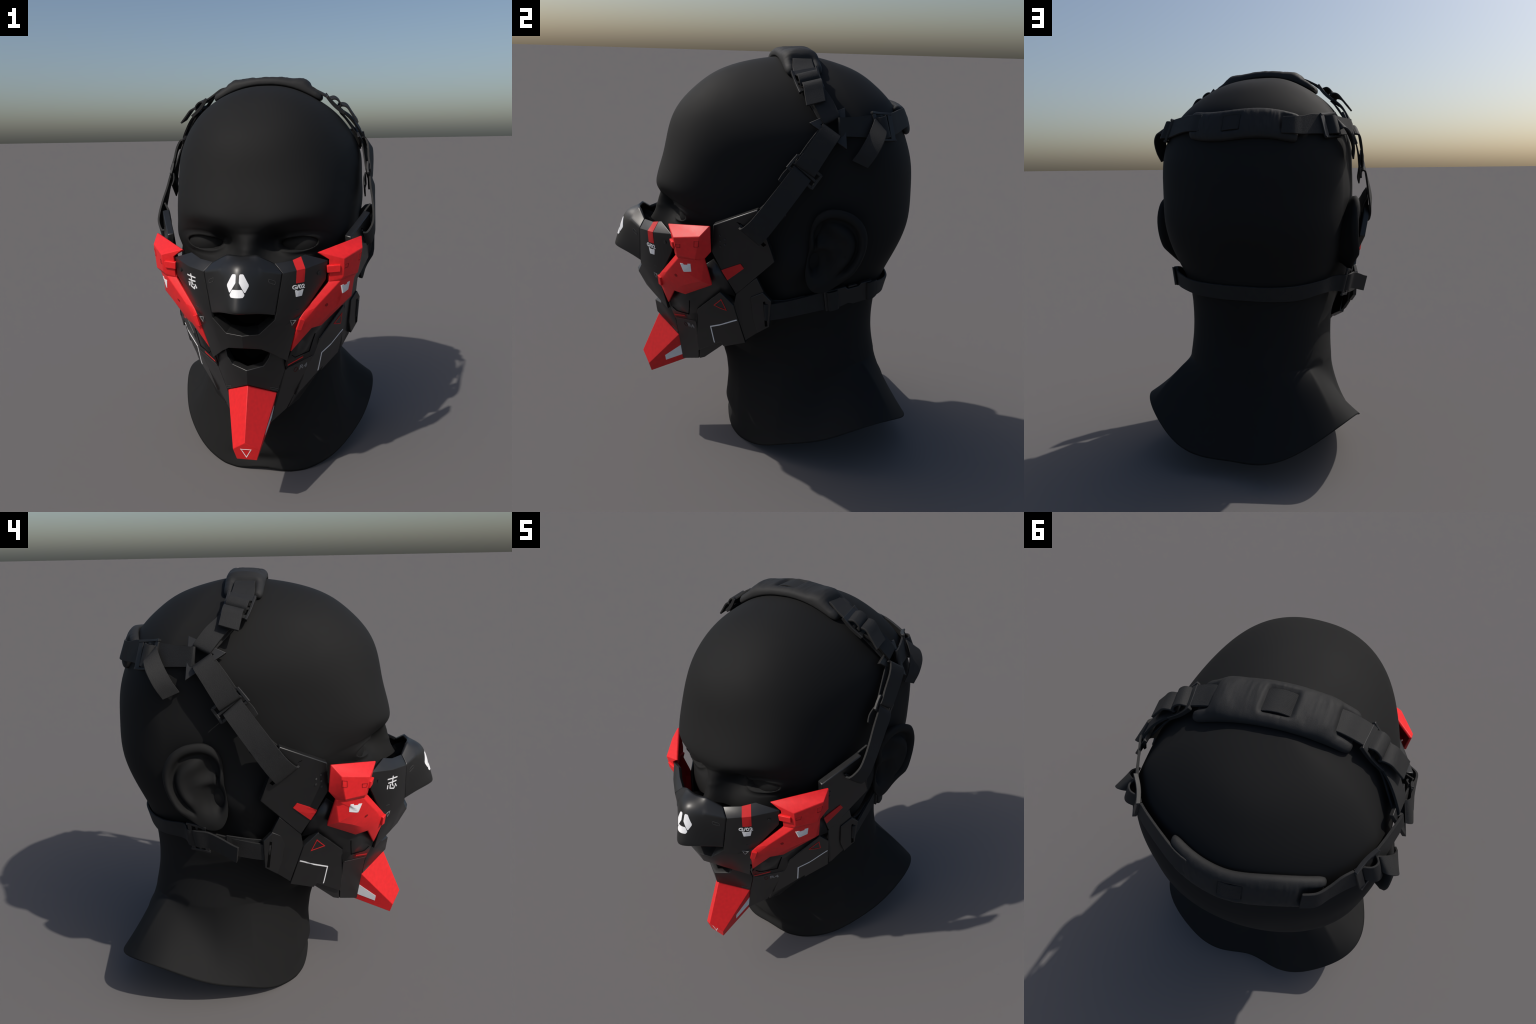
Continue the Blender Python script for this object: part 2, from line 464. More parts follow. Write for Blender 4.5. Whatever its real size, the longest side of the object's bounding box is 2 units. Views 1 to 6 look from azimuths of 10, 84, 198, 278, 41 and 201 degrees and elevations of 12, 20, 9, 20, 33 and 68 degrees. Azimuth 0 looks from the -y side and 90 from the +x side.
def build_ear(bust, s):
    # outline in (y, z), starting at the front root, going over the top to the lobe
    ol = [(0.150, 1.16), (0.152, 1.25), (0.175, 1.315), (0.215, 1.345), (0.262, 1.350), (0.315, 1.337), (0.360, 1.300),
          (0.386, 1.245), (0.388, 1.185), (0.372, 1.125), (0.342, 1.070), (0.300, 1.020), (0.255, 0.978),
          (0.212, 0.956), (0.172, 0.962), (0.148, 0.995), (0.138, 1.04), (0.142, 1.10)]
    n = 96
    pts = catmull([(0, a, b) for a, b in ol + [ol[0]]], n + 1)[:-1]
    cy, cz = 0.245, 1.145
    prof = [0.0, 0.06, 0.12, 0.18, 0.25, 0.32, 0.38, 0.44, 0.5, 0.55, 0.6, 0.64, 0.68, 0.71, 0.74, 0.77, 0.79, 0.81, 0.83, 0.86, 0.9, 0.935, 0.965, 0.985, 1.0]
    verts, faces = [], []
    def plane_x(y, z):     # ear flares outwards to the back and the top
        f = min(1, max(0, (y - 0.14) / 0.20))
        return 0.468 + 0.060 * f ** 0.9 - 0.03 * max(0, (1.06 - z) / 0.12) * f
    for k in prof:
        for p in pts:
            y = cy + (p.y - cy) * k; z = cz + (p.z - cz) * k
            x = plane_x(y, z)
            back = min(1, max(0, (p.y - 0.17) / 0.07))
            upper = min(1, max(0, (p.z - 0.99) / 0.06))
            crest = max(back * upper, min(1, max(0, (p.z - 1.15) / 0.06)))
            # helix rim with a steep inner wall, scapha groove, antihelix, concha bowl
            h = 0.017 * crest / (1 + math.exp(-(k - 0.80) / 0.016)) - 0.011 * crest * max(0, (k - 0.9) / 0.1) ** 2
            h -= 0.020 * math.exp(-((k - 0.73) / 0.07) ** 2) * crest
            h += 0.012 * math.exp(-((k - 0.50) / 0.12) ** 2) * back * upper
            bowl = math.exp(-(((y - 0.205) / 0.048) ** 2 + ((z - 1.105) / 0.068) ** 2) ** 1.6)
            canal = math.exp(-(((y - 0.178) / 0.020) ** 2 + ((z - 1.085) / 0.045) ** 2) ** 1.5)
            bowl2 = math.exp(-(((y - 0.205) / 0.048) ** 2 + ((z - 1.235) / 0.045) ** 2) ** 1.4)
            h -= 0.034 * bowl + 0.030 * bowl2 + 0.030 * canal
            h += 0.006 * math.exp(-(((y - 0.205) / 0.05) ** 2 + ((z - 1.17) / 0.014) ** 2))
            h += 0.006 * math.exp(-(((y - 0.200) / 0.04) ** 2 + ((z - 0.985) / 0.03) ** 2))
            verts.append((x + h, y, z))
    for k, xo in ((0.985, -0.012), (0.93, -0.022), (0.80, -0.05), (0.62, -0.12)):
        for p in pts:
            y = cy + (p.y - cy) * k; z = cz + (p.z - cz) * k
            verts.append((plane_x(p.y, p.z) + xo, y, z))
    R = len(prof) + 4
    for i in range(R - 1):
        for j in range(n):
            a = i * n + j; b = i * n + (j + 1) % n
            faces.append((a, b, b + n, a + n))
    V3 = [V((v[0] + 0.006, v[1], v[2])) if s > 0 else mir(v) for v in verts]
    o = new_obj("ear", V3, faces, M_HEAD, bust, angle=180)
    return o

bust = build_bust()

# ------------------------------------------------------------------ MASK
mask = empty("face_mask", "angular black and red half-face mask with webbing harness", "face mask")
FRONT = V((X0, -0.30, 1.0))

# nose cap ------------------------------------------------------------
def build_nose_cap():
    rows = [  # centre (y,z), edge point (x,y,z), edge roundness radius
        ((-0.632, 1.236), (0.128, -0.594, 1.200), None),
        ((-0.672, 1.224), (0.146, -0.606, 1.182), 0.06),
        ((-0.704, 1.203), (0.163, -0.615, 1.164), 0.05),
        ((-0.722, 1.160), (0.157, -0.617, 1.120), 0.042),
        ((-0.742, 1.105), (0.147, -0.619, 1.065), 0.040),
        ((-0.760, 1.055), (0.139, -0.622, 1.015), 0.040),
        ((-0.766, 1.034), (0.135, -0.623, 0.992), 0.042),
        ((-0.758, 1.024), (0.134, -0.620, 0.985), 0.045),
        ((-0.640, 1.000), (0.125, -0.585, 0.980), 0.06),
    ]
    cols = [0, 0.10, 0.2, 0.3, 0.38, 0.48, 0.6, 0.72, 0.86, 1.0]
    half = []
    for i, ((yc, zc), e, r) in enumerate(rows):
        line = []
        for f in cols:
            x = e[0] * f
            if r is None:      # top edge: flat crown, then falls to the cheek
                tx = 0.062
                if x <= tx: p = (x, yc + (-0.624 - yc) * (x / tx), zc + (1.240 - zc) * (x / tx))
                else:
                    q = (x - tx) / (e[0] - tx); p = (x, -0.624 + 0.030 * q, 1.240 - 0.040 * q)
            else:
                gx = (math.hypot(x, r) - r) / (math.hypot(e[0], r) - r)
                gz = gx if i < 3 else f * f
                p = (x, yc + (e[1] - yc) * gx, zc + (e[2] - zc) * gz)
            line.append(p)
        half.append(line)
    verts, faces = [], []
    nc = 2 * len(cols) - 1
    for line in half:
        for p in reversed(line[1:]): verts.append((X0 - p[0], p[1], p[2]))
        for p in line: verts.append((X0 + p[0], p[1], p[2]))
    for i in range(len(half) - 1):
        for j in range(nc - 1):
            a = i * nc + j; faces.append((a, a + 1, a + nc + 1, a + nc))
    o = new_obj("nose_cap", verts, faces, M_CAP, mask, angle=50, outward=FRONT)
    me = o.data; cr = me.attributes.new("crease_edge", 'FLOAT', 'EDGE')
    bm = bmesh.new(); bm.from_mesh(me); bm.edges.ensure_lookup_table()
    for e in bm.edges:
        a_, b_ = e.verts[0].co, e.verts[1].co; mx = abs((a_.x + b_.x) / 2 - X0)
        if e.is_boundary: cr.data[e.index].value = 1.0
        elif abs(e.calc_face_angle(0)) > 0.45 and mx > 0.075 and a_.z > 1.12: cr.data[e.index].value = 0.8
    bm.free()
    sb = o.modifiers.new("smooth", 'SUBSURF'); sb.levels = 2; sb.render_levels = 2
    md = o.modifiers.new("wall", 'SOLIDIFY'); md.thickness = 0.014; md.offset = -1
    ln = [(0.0, -0.640, 1.205), (0.062, -0.628, 1.205), (0.130, -0.596, 1.165), (0.120, -0.500, 1.130), (0.060, -0.525, 1.150), (0.0, -0.56, 1.165)]
    L_ = [V((X0 + x, y, z)) for x, y, z in ln] + [V((X0 - x, y, z)) for x, y, z in ln]
    shell("nose_gap_black_sheet", L_, [(0, 1, 4, 5), (1, 2, 3, 4), (6, 11, 10, 7), (7, 10, 9, 8)], M_VOID, mask, 0.008, 0.0, out=V((X0, -0.55, 0.9)))
    def cap_patch(name, poly, mat):
        P = [V((X0 + x, -0.72, z)) for x, z in poly]
        decal(name, P, [list(range(len(P)))], V((0, -1, 0)), mat, o, cuts=4)
    for s in (1, -1):   # two upright wings of the emblem
        w = [(0.0067, 1.173), (0.0092, 1.178), (0.0195, 1.178), (0.0235, 1.175), (0.0430, 1.137), (0.0430, 1.130), (0.0320, 1.1085), (0.0285, 1.1085), (0.0067, 1.146)]
        cap_patch("emblem", [(s * a, b) for a, b in w], M_WHITE)
    w = [(-0.0175, 1.1205), (0.0175, 1.1205), (0.0215, 1.117), (0.0290, 1.1020), (0.0285, 1.097), (0.0235, 1.0905), (-0.0235, 1.0905), (-0.0285, 1.097), (-0.0290, 1.1020), (-0.0215, 1.117)]
    cap_patch("emblem", w, M_WHITE)
    for s in (1, -1):
        e = [(0.111, 1.1430), (0.1155, 1.1460), (0.1430, 1.1395), (0.1480, 1.1350), (0.1475, 1.1275), (0.1430, 1.1245), (0.1155, 1.1310), (0.111, 1.1355)]
        outline("slot_mark", [V((X0 + s * a, -0.65, b)) for a, b in e], M_LINE, o, 0.0022, n=(s * 0.5, -0.8, 0.2))
    return o
nose_cap = build_nose_cap()

# face shell: cheeks + front, both halves in one piece -----------------
def build_face_shell():
    h = {
        'B': (0.130, -0.594, 1.200), 'S': (0.195, -0.549, 1.204), 'F2': (0.245, -0.506, 1.221), 'F3': (0.338, -0.456, 1.188),
        'A': (0.166, -0.615, 1.163), 'A2': (0.249, -0.547, 1.169), 'C': (0.137, -0.623, 0.985), 'C2': (0.216, -0.562, 1.045), 'M': (0.132, -0.621, 0.967),
        'W': (0.330, -0.456, 1.105), 'G': (0.239, -0.512, 0.970), 'I2': (0.224, -0.528, 0.946), 'I3': (0.207, -0.523, 0.896),
        'H': (0.167, -0.496, 0.741), 'ML': (0.069, -0.644, 0.909), 'L': (0.0, -0.655, 0.903),
        'a0': (0.0, -0.634, 0.842), 'a1': (0.070, -0.606, 0.831), 'a2': (0.106, -0.570, 0.803), 'N': (0.172, -0.566, 0.930),
        'm1': (0.104, -0.585, 0.972), 'm2': (0.055, -0.592, 0.932), 'm0': (0.0, -0.596, 0.926)}
    names = list(h); idx = {}
    verts = []
    for s in (1, -1):
        for nme in names:
            x, y, z = h[nme]; idx[(s, nme)] = len(verts); verts.append((X0 + s * x, y, z))
    fl = [('B', 'S', 'A2', 'A'), ('S', 'F2', 'A2'), ('F2', 'F3', 'A2'), ('A', 'A2', 'C2', 'C'), ('A2', 'F3', 'W', 'C2'), ('C2', 'W', 'G'), ('C', 'C2', 'G', 'N'),
          ('C', 'N', 'M'), ('N', 'G', 'I2'), ('N', 'I2', 'I3'), ('M', 'N', 'a2', 'a1', 'ML'), ('N', 'I3', 'H', 'a2'), ('ML', 'a1', 'a0', 'L'),
          ('M', 'ML', 'm2', 'm1'), ('ML', 'L', 'm0', 'm2')]
    faces = []
    for s in (1, -1):
        for f in fl:
            q = [idx[(s, k)] for k in f]
            faces.append(q if s > 0 else q[::-1])
    o = shell("face_shell", verts, faces, M_BLACK, mask, 0.016, 0.0025, 26, out=FRONT)
    P = {k: V((X0 + v[0], v[1], v[2])) for k, v in h.items()}
    # red stripe folded over the crease, with lettering and badge (wearer's left cheek)
    n1 = poly_normal([P['A'], P['A2'], P['C2'], P['C']])
    sheet("cheek_stripe", [(0.2155, -0.5725, 1.1665), (0.2475, -0.5465, 1.1695), (0.2460, -0.5465, 1.1125), (0.2160, -0.5735, 1.1120)], M_REDPRINT, o, ref=FRONT)
    sheet("cheek_stripe", [(0.1965, -0.5475, 1.2050), (0.2280, -0.5215, 1.2155), (0.2475, -0.5465, 1.1695), (0.2155, -0.5725, 1.1665)], M_REDPRINT, o, ref=FRONT)
    lettering("lettering", "G/02", (0.2010, -0.5840, 1.0865), (0.2500, -0.5430, 1.0855), (0.2010, -0.5855, 1.1050), M_WHITE, o, 0.02)
    badge = [(0.2105, -0.5740, 1.0820), (0.2180, -0.5675, 1.0818), (0.2190, -0.5668, 1.0785), (0.2350, -0.5535, 1.0780), (0.2360, -0.5527, 1.0808), (0.2435, -0.5465, 1.0805), (0.2385, -0.5505, 1.0535), (0.2140, -0.5690, 1.0530)]
    sheet("badge", badge, M_WHITE, o, ref=FRONT)
    for s in (1, -1):
        c = side_of([(0.3055, -0.4925, 1.139)], s)[0]
        nn = V((0.66 * s, -0.74, 0.08))
        disc("screw_head", c, nn, 0.0085, M_BLACK, o, 0.005)
        outline("triangle_mark", side_of([(0.193, -0.5625, 0.9445), (0.2125, -0.5445, 0.9415), (0.1985, -0.5525, 0.9200)], s), M_GREY, o, 0.0026, ref=FRONT)
        outline("dash_mark", side_of([(0.215, -0.559, 0.9885), (0.2325, -0.545, 0.9905)], s), M_LINE, o, 0.0022, closed=False, n=(0.6 * s, -0.8, 0))
    # glyph on the wearer's right cheek, drawn with straight strokes
    O = V((-0.268, -0.534, 1.131)); U = V((0.052, -0.042, -0.001)); W = V((0.004, 0.002, -0.052))
    def stroke(a, b, w=0.085):
        d = V((b[0] - a[0], (b[1] - a[1]))).normalized() * w
        s = V((-d.y, d.x)) * 0.5; e = d * 0.15
        q = [V(a) - e + s, V(b) + e + s, V(b) + e - s, V(a) - e - s]
        sheet("glyph_stroke", [O + U * k.x + W * k.y for k in q], M_WHITE, o, ref=FRONT, cuts=2)
    for a, b in [((0.02, 0.07), (0.98, 0.10)), ((0.13, 0.45), (0.92, 0.42)), ((0.50, -0.12), (0.52, 0.56)), ((0.10, 0.66), (0.10, 0.98)),
                 ((0.34, 0.62), (0.34, 0.96)), ((0.34, 0.98), (0.74, 1.10)), ((0.76, 1.08), (0.76, 0.88)), ((0.50, 0.60), (0.62, 0.80)), ((0.84, 0.70), (1.00, 0.98))]:
        stroke(a, b, 0.10)
    # near-black plate modelling the unlit interior behind the openings
    prism("interior_shadow_plate", [(X0 - 0.14, -0.555, 1.00), (X0 + 0.14, -0.555, 1.00), (X0 + 0.09, -0.44, 0.69), (X0 - 0.09, -0.44, 0.69)], M_VOID, o, 0.0, 0.01, ref=FRONT)
    return o
face_shell = build_face_shell()

# chin plate -----------------------------------------------------------
def build_chin():
    h = {'J1': (0, -0.574, 0.718), 'J2': (0.070, -0.538, 0.729), 'J3': (0.092, -0.537, 0.765), 'K': (0.150, -0.475, 0.742), 'J4': (0.153, -0.461, 0.686),
         'TR': (0.117, -0.449, 0.570), 'ap': (0, -0.566, 0.650), 'i1': (0, -0.548, 0.730), 'i2': (0.062, -0.515, 0.742), 'i3': (0.090, -0.512, 0.790),
         'U3': (0.105, -0.530, 0.815), 'U4': (0.165, -0.470, 0.775)}
    names = list(h); verts = []; idx = {}
    for s in (1, -1):
        for k in names:
            idx[(s, k)] = len(verts); verts.append((X0 + s * h[k][0], h[k][1], h[k][2]))
    fl = [('J1', 'J2', 'TR', 'ap'), ('J2', 'J3', 'J4', 'TR'), ('J3', 'K', 'J4'), ('J3', 'U3', 'U4', 'K'), ('J3', 'i3', 'U3'), ('J1', 'i1', 'i2', 'J2'), ('J2', 'i2', 'i3', 'J3')]
    faces = [[idx[(s, k)] for k in (f if s > 0 else f[::-1])] for s in (1, -1) for f in fl]
    o = shell("chin_plate", verts, faces, M_BLACK, mask, 0.014, 0.002, 22, out=FRONT)
    for s in (1, -1):
        outline("slot_mark", side_of([(0.087, -0.4785, 0.606), (0.118, -0.4525, 0.591), (0.116, -0.4505, 0.582), (0.088, -0.4745, 0.597)], s), M_LINE, o, 0.0022, ref=FRONT)
        # strip plate beside the chin
        st = prism("chin_side_plate", side_of([(0.152, -0.459, 0.685), (0.269, -0.353, 0.715), (0.185, -0.345, 0.53), (0.142, -0.346, 0.442), (0.078, -0.432, 0.407), (0.115, -0.448, 0.567)], s),
                   M_BLACK, mask, 0.0, 0.014, 0.002, ref=FRONT)
        if s > 0:
            lettering("lettering", "R4", (0.2105, -0.3945, 0.6600), (0.2415, -0.3640, 0.6640), (0.2120, -0.3985, 0.6850), M_GREY, st, 0.01)
            outline("ring_mark", [(0.196 + 0.010 * math.cos(a) * 0.72, -0.4095 + 0.010 * math.cos(a) * 0.69, 0.667 + 0.0125 * math.sin(a)) for a in [i * math.pi / 9 for i in range(18)]], M_DIMRED, st, 0.0022, ref=FRONT)
    # red chin guard
    v = {'ap': (0, -0.556, 0.642), 'TR': (0.113, -0.447, 0.568), 'tip': (0, -0.651, 0.420), 'low': (0.060, -0.615, 0.369), 'bot': (0.045, -0.605, 0.316),
         'rb': (0.078, -0.425, 0.402), 'rr': (0.060, -0.330, 0.428), 'rt': (0.085, -0.330, 0.50), 'ac': (0, -0.40, 0.62)}
    names = list(v); verts = []; idx = {}
    for s in (1, -1):
        for k in names:
            idx[(s, k)] = len(verts); verts.append((X0 + s * v[k][0], v[k][1], v[k][2]))
    q = lambda s, *f: [idx[(s, k)] for k in (f if s > 0 else f[::-1])]
    faces = []
    for s in (1, -1):
        faces += [q(s, 'ap', 'TR', 'low', 'tip'), q(s, 'TR', 'rb', 'bot', 'low'), q(s, 'TR', 'rt', 'rr', 'rb'), q(s, 'ap', 'ac', 'rt', 'TR')]
    faces += [[idx[(1, 'tip')], idx[(1, 'low')], idx[(1, 'bot')], idx[(-1, 'bot')], idx[(-1, 'low')]],
              [idx[(1, 'bot')], idx[(1, 'rb')], idx[(-1, 'rb')], idx[(-1, 'bot')]],
              [idx[(1, 'rb')], idx[(1, 'rr')], idx[(-1, 'rr')], idx[(-1, 'rb')]],
              [idx[(1, 'rr')], idx[(1, 'rt')], idx[(-1, 'rt')], idx[(-1, 'rr')]],
              [idx[(1, 'ac')], idx[(-1, 'rt')], idx[(1, 'rt')]]]
    cg = new_obj("chin_guard", verts, faces, M_RED, mask, angle=20, bevel=0.0022)
    for s in (1, -1):
        sheet("white_panel", side_of([(0.0775, -0.526, 0.425), (0.097, -0.438, 0.499), (0.0835, -0.432, 0.436), (0.0705, -0.523, 0.393)], s), M_WHITE, cg, ref=V((X0, -0.5, 0.45)))
    outline("triangle_mark", [(X0 - 0.024, -0.6285, 0.3680), (X0 + 0.022, -0.6285, 0.3680), (X0 - 0.001, -0.6105, 0.3290)], M_WHITE, cg, 0.0028, n=(0, -0.9, -0.4))
    return o
build_chin()

# side assemblies ------------------------------------------------------
def build_side(s):
    S = lambda pts: side_of(pts, s)
    ref = V((X0, -0.15, 0.85))
    # red cheek guard
    r = {'r1': (0.295, -0.472, 1.226), 'r2': (0.476, -0.284, 1.268), 'r3': (0.404, -0.444, 1.194), 'r4': (0.481, -0.328, 1.220), 'r6': (0.342, -0.458, 1.191),
         'r7': (0.342, -0.442, 1.096), 'r8': (0.402, -0.430, 1.112), 'r9': (0.463, -0.347, 1.112), 'r10': (0.450, -0.307, 1.108), 'r11': (0.474, -0.278, 1.150),
         'w7': (0.338, -0.440, 1.090), 'w8': (0.388, -0.426, 1.092), 'w9': (0.446, -0.345, 1.102),
         'i1': (0.239, -0.514, 0.972), 'i2': (0.224, -0.529, 0.948), 'i3': (0.209, -0.525, 0.896), 's5': (0.181, -0.491, 0.782),
         'g1': (0.286, -0.488, 0.985), 'g2': (0.242, -0.512, 0.931), 's4': (0.269, -0.456, 0.883), 's3': (0.305, -0.401, 0.878), 's2': (0.422, -0.275, 0.973),
         'x7': (0.336, -0.428, 1.125), 'x8': (0.384, -0.412, 1.128), 'x9': (0.440, -0.338, 1.135), 'x10': (0.440, -0.302, 1.140), 'k1': (0.436, -0.322, 0.998), 'k2': (0.372, -0.384, 0.960), 'k3': (0.306, -0.440, 0.915), 'mid': (0.400, -0.402, 1.035)}
    nm = list(r); idx = {k: i for i, k in enumerate(nm)}
    V3 = S([r[k] for k in nm])
    def sub(name, fl, thick):
        fs = [[idx[k] for k in (f if s > 0 else f[::-1])] for f in fl]
        used = sorted({i for f in fs for i in f}); mp = {a: b for b, a in enumerate(used)}
        return shell(name, [V3[i] for i in used], [[mp[i] for i in f] for f in fs], M_RED, mask, thick, 0.003, 18, out=ref)
    up = sub("cheek_guard_upper", [('r1', 'r3', 'r4', 'r2'), ('r1', 'r6', 'r3'), ('r6', 'r7', 'r8', 'r3'), ('r3', 'r8', 'r9', 'r4'), ('r4', 'r9', 'r10', 'r11', 'r2'),
                                   ('r7', 'w7', 'w8', 'r8'), ('r8', 'w8', 'w9', 'r9')], 0.014)
    lo = sub("cheek_guard_lower", [('x7', 'x8', 'w8', 'w7'), ('x8', 'x9', 'w9', 'w8'), ('x9', 'x10', 'r10', 'w9'), ('w7', 'w8', 'g1', 'i1'), ('i1', 'g1', 'g2', 'i2'), ('i2', 'g2', 'i3'), ('i3', 'g2', 's5'), ('w8', 'w9', 'mid'), ('w9', 'r10', 'k1', 'mid'),
                                   ('w8', 'mid', 'k2', 'g1'), ('mid', 'k1', 'k2'), ('r10', 's2', 'k1'), ('g1', 'k2', 'k3'), ('g1', 'k3', 's4', 'g2'), ('g2', 's4', 's5'),
                                   ('k1', 's2', 's3', 'k2'), ('k2', 's3', 'k3'), ('k3', 's3', 's4')], 0.014)
    prism("guard_tab", S([(0.331, -0.460, 1.166), (0.388, -0.446, 1.168), (0.388, -0.441, 1.137), (0.333, -0.455, 1.134)]), M_RED, up, 0.006, 0.012, 0.002, ref=ref)
    prism("guard_tab", S([(0.223, -0.531, 0.949), (0.243, -0.517, 0.940), (0.226, -0.515, 0.893), (0.207, -0.528, 0.897)]), M_RED, lo, 0.006, 0.010, 0.002, ref=ref)
    for pts in ([(0.406, -0.434, 1.166), (0.421, -0.413, 1.169), (0.4175, -0.414, 1.152), (0.405, -0.433, 1.150)], [(0.464, -0.351, 1.196), (0.477, -0.332, 1.202), (0.473, -0.332, 1.173), (0.460, -0.351, 1.169)]):
        outline("recess_mark", S(pts), M_REDDARK, up, 0.0016, ref=ref, thick=0.0014)
    c = S([(0.331, -0.441, 0.987)])[0]
    disc("rivet", c, V((0.66 * s, -0.68, -0.3)), 0.0080, M_REDDARK, lo, 0.002)
    b = [V((0.385, -0.413, 1.071)), V((0.423, -0.366, 1.080)), V((0.416, -0.363, 1.041)), V((0.387, -0.395, 1.033))]
    tt = lambda f: b[0].lerp(b[1], f); dn = (b[3] - b[0]) * 0.14
    sheet("badge", S([b[0], tt(0.30), tt(0.34) + dn, tt(0.68) + dn, tt(0.72), b[1], b[2], b[3]]), M_WHITE, lo, ref=ref, cuts=4)
    # recessed jaw panel under the guard
    jp = shell("jaw_panel", S([(0.153, -0.460, 0.684), (0.269, -0.352, 0.714), (0.298, -0.338, 0.795), (0.393, -0.232, 0.925), (0.400, -0.165, 0.905), (0.412, -0.222, 1.02),
                             (0.405, -0.270, 1.09), (0.375, -0.325, 1.04), (0.285, -0.415, 0.930), (0.212, -0.480, 0.850), (0.168, -0.480, 0.745)]),
               [[0, 1, 10], [1, 2, 9, 10], [2, 3, 8, 9], [3, 7, 8], [3, 4, 5, 7], [5, 6, 7]], M_BLACK, mask, 0.010, 0.0, 12, out=ref)
    JN = V((0.68 * s, -0.72, 0.0))
    sheet("red_bar", S([(0.158, -0.456, 0.7125), (0.219, -0.402, 0.7335), (0.2185, -0.402, 0.7275), (0.158, -0.456, 0.7060)]), M_REDPRINT, jp, ref=FRONT)
    outline("panel_line", S([(0.158, -0.456, 0.690), (0.266, -0.356, 0.719)]), M_LINE, jp, 0.003, closed=False, n=JN)
    outline("panel_line", S([(0.268, -0.372, 0.835), (0.250, -0.385, 0.750)]), M_VOID, jp, 0.004, closed=False, n=JN)
    outline("panel_line", S([(0.250, -0.385, 0.750), (0.185, -0.440, 0.742), (0.172, -0.460, 0.760)]), M_VOID, jp, 0.002, closed=False, n=JN)
    # lower plate with triangle and white corner line
    lp = prism("jaw_plate", S([(0.400, -0.239, 0.929), (0.412, -0.177, 0.865), (0.372, -0.116, 0.650), (0.294, -0.220, 0.592), (0.305, -0.235, 0.622), (0.186, -0.347, 0.512), (0.222, -0.352, 0.62), (0.296, -0.346, 0.797)]),
               M_BLACK, mask, 0.002, 0.026, 0.003, ref=ref)
    prism("jaw_underplate", S([(0.290, -0.235, 0.640), (0.300, -0.215, 0.610), (0.200, -0.315, 0.480), (0.150, -0.342, 0.445), (0.180, -0.340, 0.520)]), M_BLACK, mask, 0.0, 0.012, 0.002, ref=ref)
    outline("corner_line", S([(0.396, -0.161, 0.784), (0.310, -0.286, 0.703), (0.283, -0.264, 0.609)]), M_WHITE, lp, 0.0055, closed=False, ref=ref)
    outline("triangle_mark", S([(0.395, -0.235, 0.888), (0.365, -0.269, 0.843), (0.389, -0.211, 0.830)]), M_REDPRINT, lp, 0.0035, ref=ref)
    # rear plate carrying the chin-strap slot
    rp = prism("rear_plate", S([(0.400, -0.165, 0.922), (0.463, -0.079, 1.022), (0.457, -0.046, 0.952), (0.452, -0.030, 0.90), (0.432, -0.045, 0.79), (0.425, -0.062, 0.730), (0.388, -0.112, 0.676), (0.374, -0.116, 0.660), (0.410, -0.177, 0.865)]),
               M_BLACK, mask, 0.0, 0.018, 0.0025, ref=ref)
    bp = [(0.428, -0.100, 0.915), (0.456, -0.046, 0.950), (0.470, -0.009, 0.913), (0.461, -0.013, 0.780), (0.430, -0.062, 0.735), (0.420, -0.085, 0.80)]
    br = prism("strap_bracket", S(bp), M_BLACK, rp, 0.006, 0.014, 0.0025, ref=ref)
    sheet("black_slot_decal", S([(0.463, -0.047, 0.903), (0.466, -0.038, 0.907), (0.460, -0.022, 0.782), (0.455, -0.033, 0.778)]), M_VOID, br, ref=ref)  # uncut bracket; the slot's darkness is a black decal
    # upper plate carrying the temple strap
    upp = prism("temple_plate", S([(0.429, -0.270, 1.258), (0.514, -0.085, 1.349), (0.530, -0.050, 1.234), (0.514, -0.006, 1.114), (0.405, -0.166, 0.917), (0.412, -0.222, 1.02), (0.443, -0.277, 1.140)]),
                M_BLACK, mask, 0.0, 0.032, 0.004, ref=ref)
    sheet("red_patch", S([(0.411, -0.229, 1.046), (0.461, -0.153, 1.085), (0.4595, -0.135, 1.066), (0.412, -0.204, 0.995)]), M_REDPRINT, upp, ref=ref, thick=0.005)
    sheet("black_slot_decal", S([(0.484, -0.175, 1.280), (0.492, -0.160, 1.275), (0.518, -0.048, 1.190), (0.510, -0.058, 1.180)]), M_VOID, upp, ref=ref)
    for y, z, x in ((-0.245, 1.212, 0.447), (-0.225, 1.198, 0.455), (-0.245, 1.186, 0.445), (-0.225, 1.172, 0.452), (-0.245, 1.161, 0.442)):
        disc("vent_dot", S([(x, y, z)])[0], V((0.87 * s, -0.45, 0.1)), 0.0042, M_LINE, upp, 0.003, 12)
    # ---------------- harness on this side
    # temple strap: ring -> slide buckle -> slot of the temple plate
    ribbon("temple_strap", S([(0.470, 0.178, 1.700), (0.487, 0.174, 1.694), (0.500, 0.148, 1.657), (0.504, 0.110, 1.602), (0.510, 0.068, 1.549), (0.497, 0.066, 1.547)]),
           S([(0.498, 0.245, 1.655), (0.520, 0.239, 1.647), (0.526, 0.212, 1.605), (0.526, 0.180, 1.550), (0.522, 0.149, 1.496), (0.505, 0.150, 1.495)]), M_WEB, mask)
    ribbon("temple_strap", S([(0.466, 0.170, 1.688), (0.478, 0.120, 1.625), (0.488, 0.078, 1.565), (0.492, 0.066, 1.545)]),
           S([(0.494, 0.236, 1.640), (0.502, 0.190, 1.580), (0.503, 0.158, 1.515), (0.503, 0.148, 1.494)]), M_WEB, mask, 0.007)
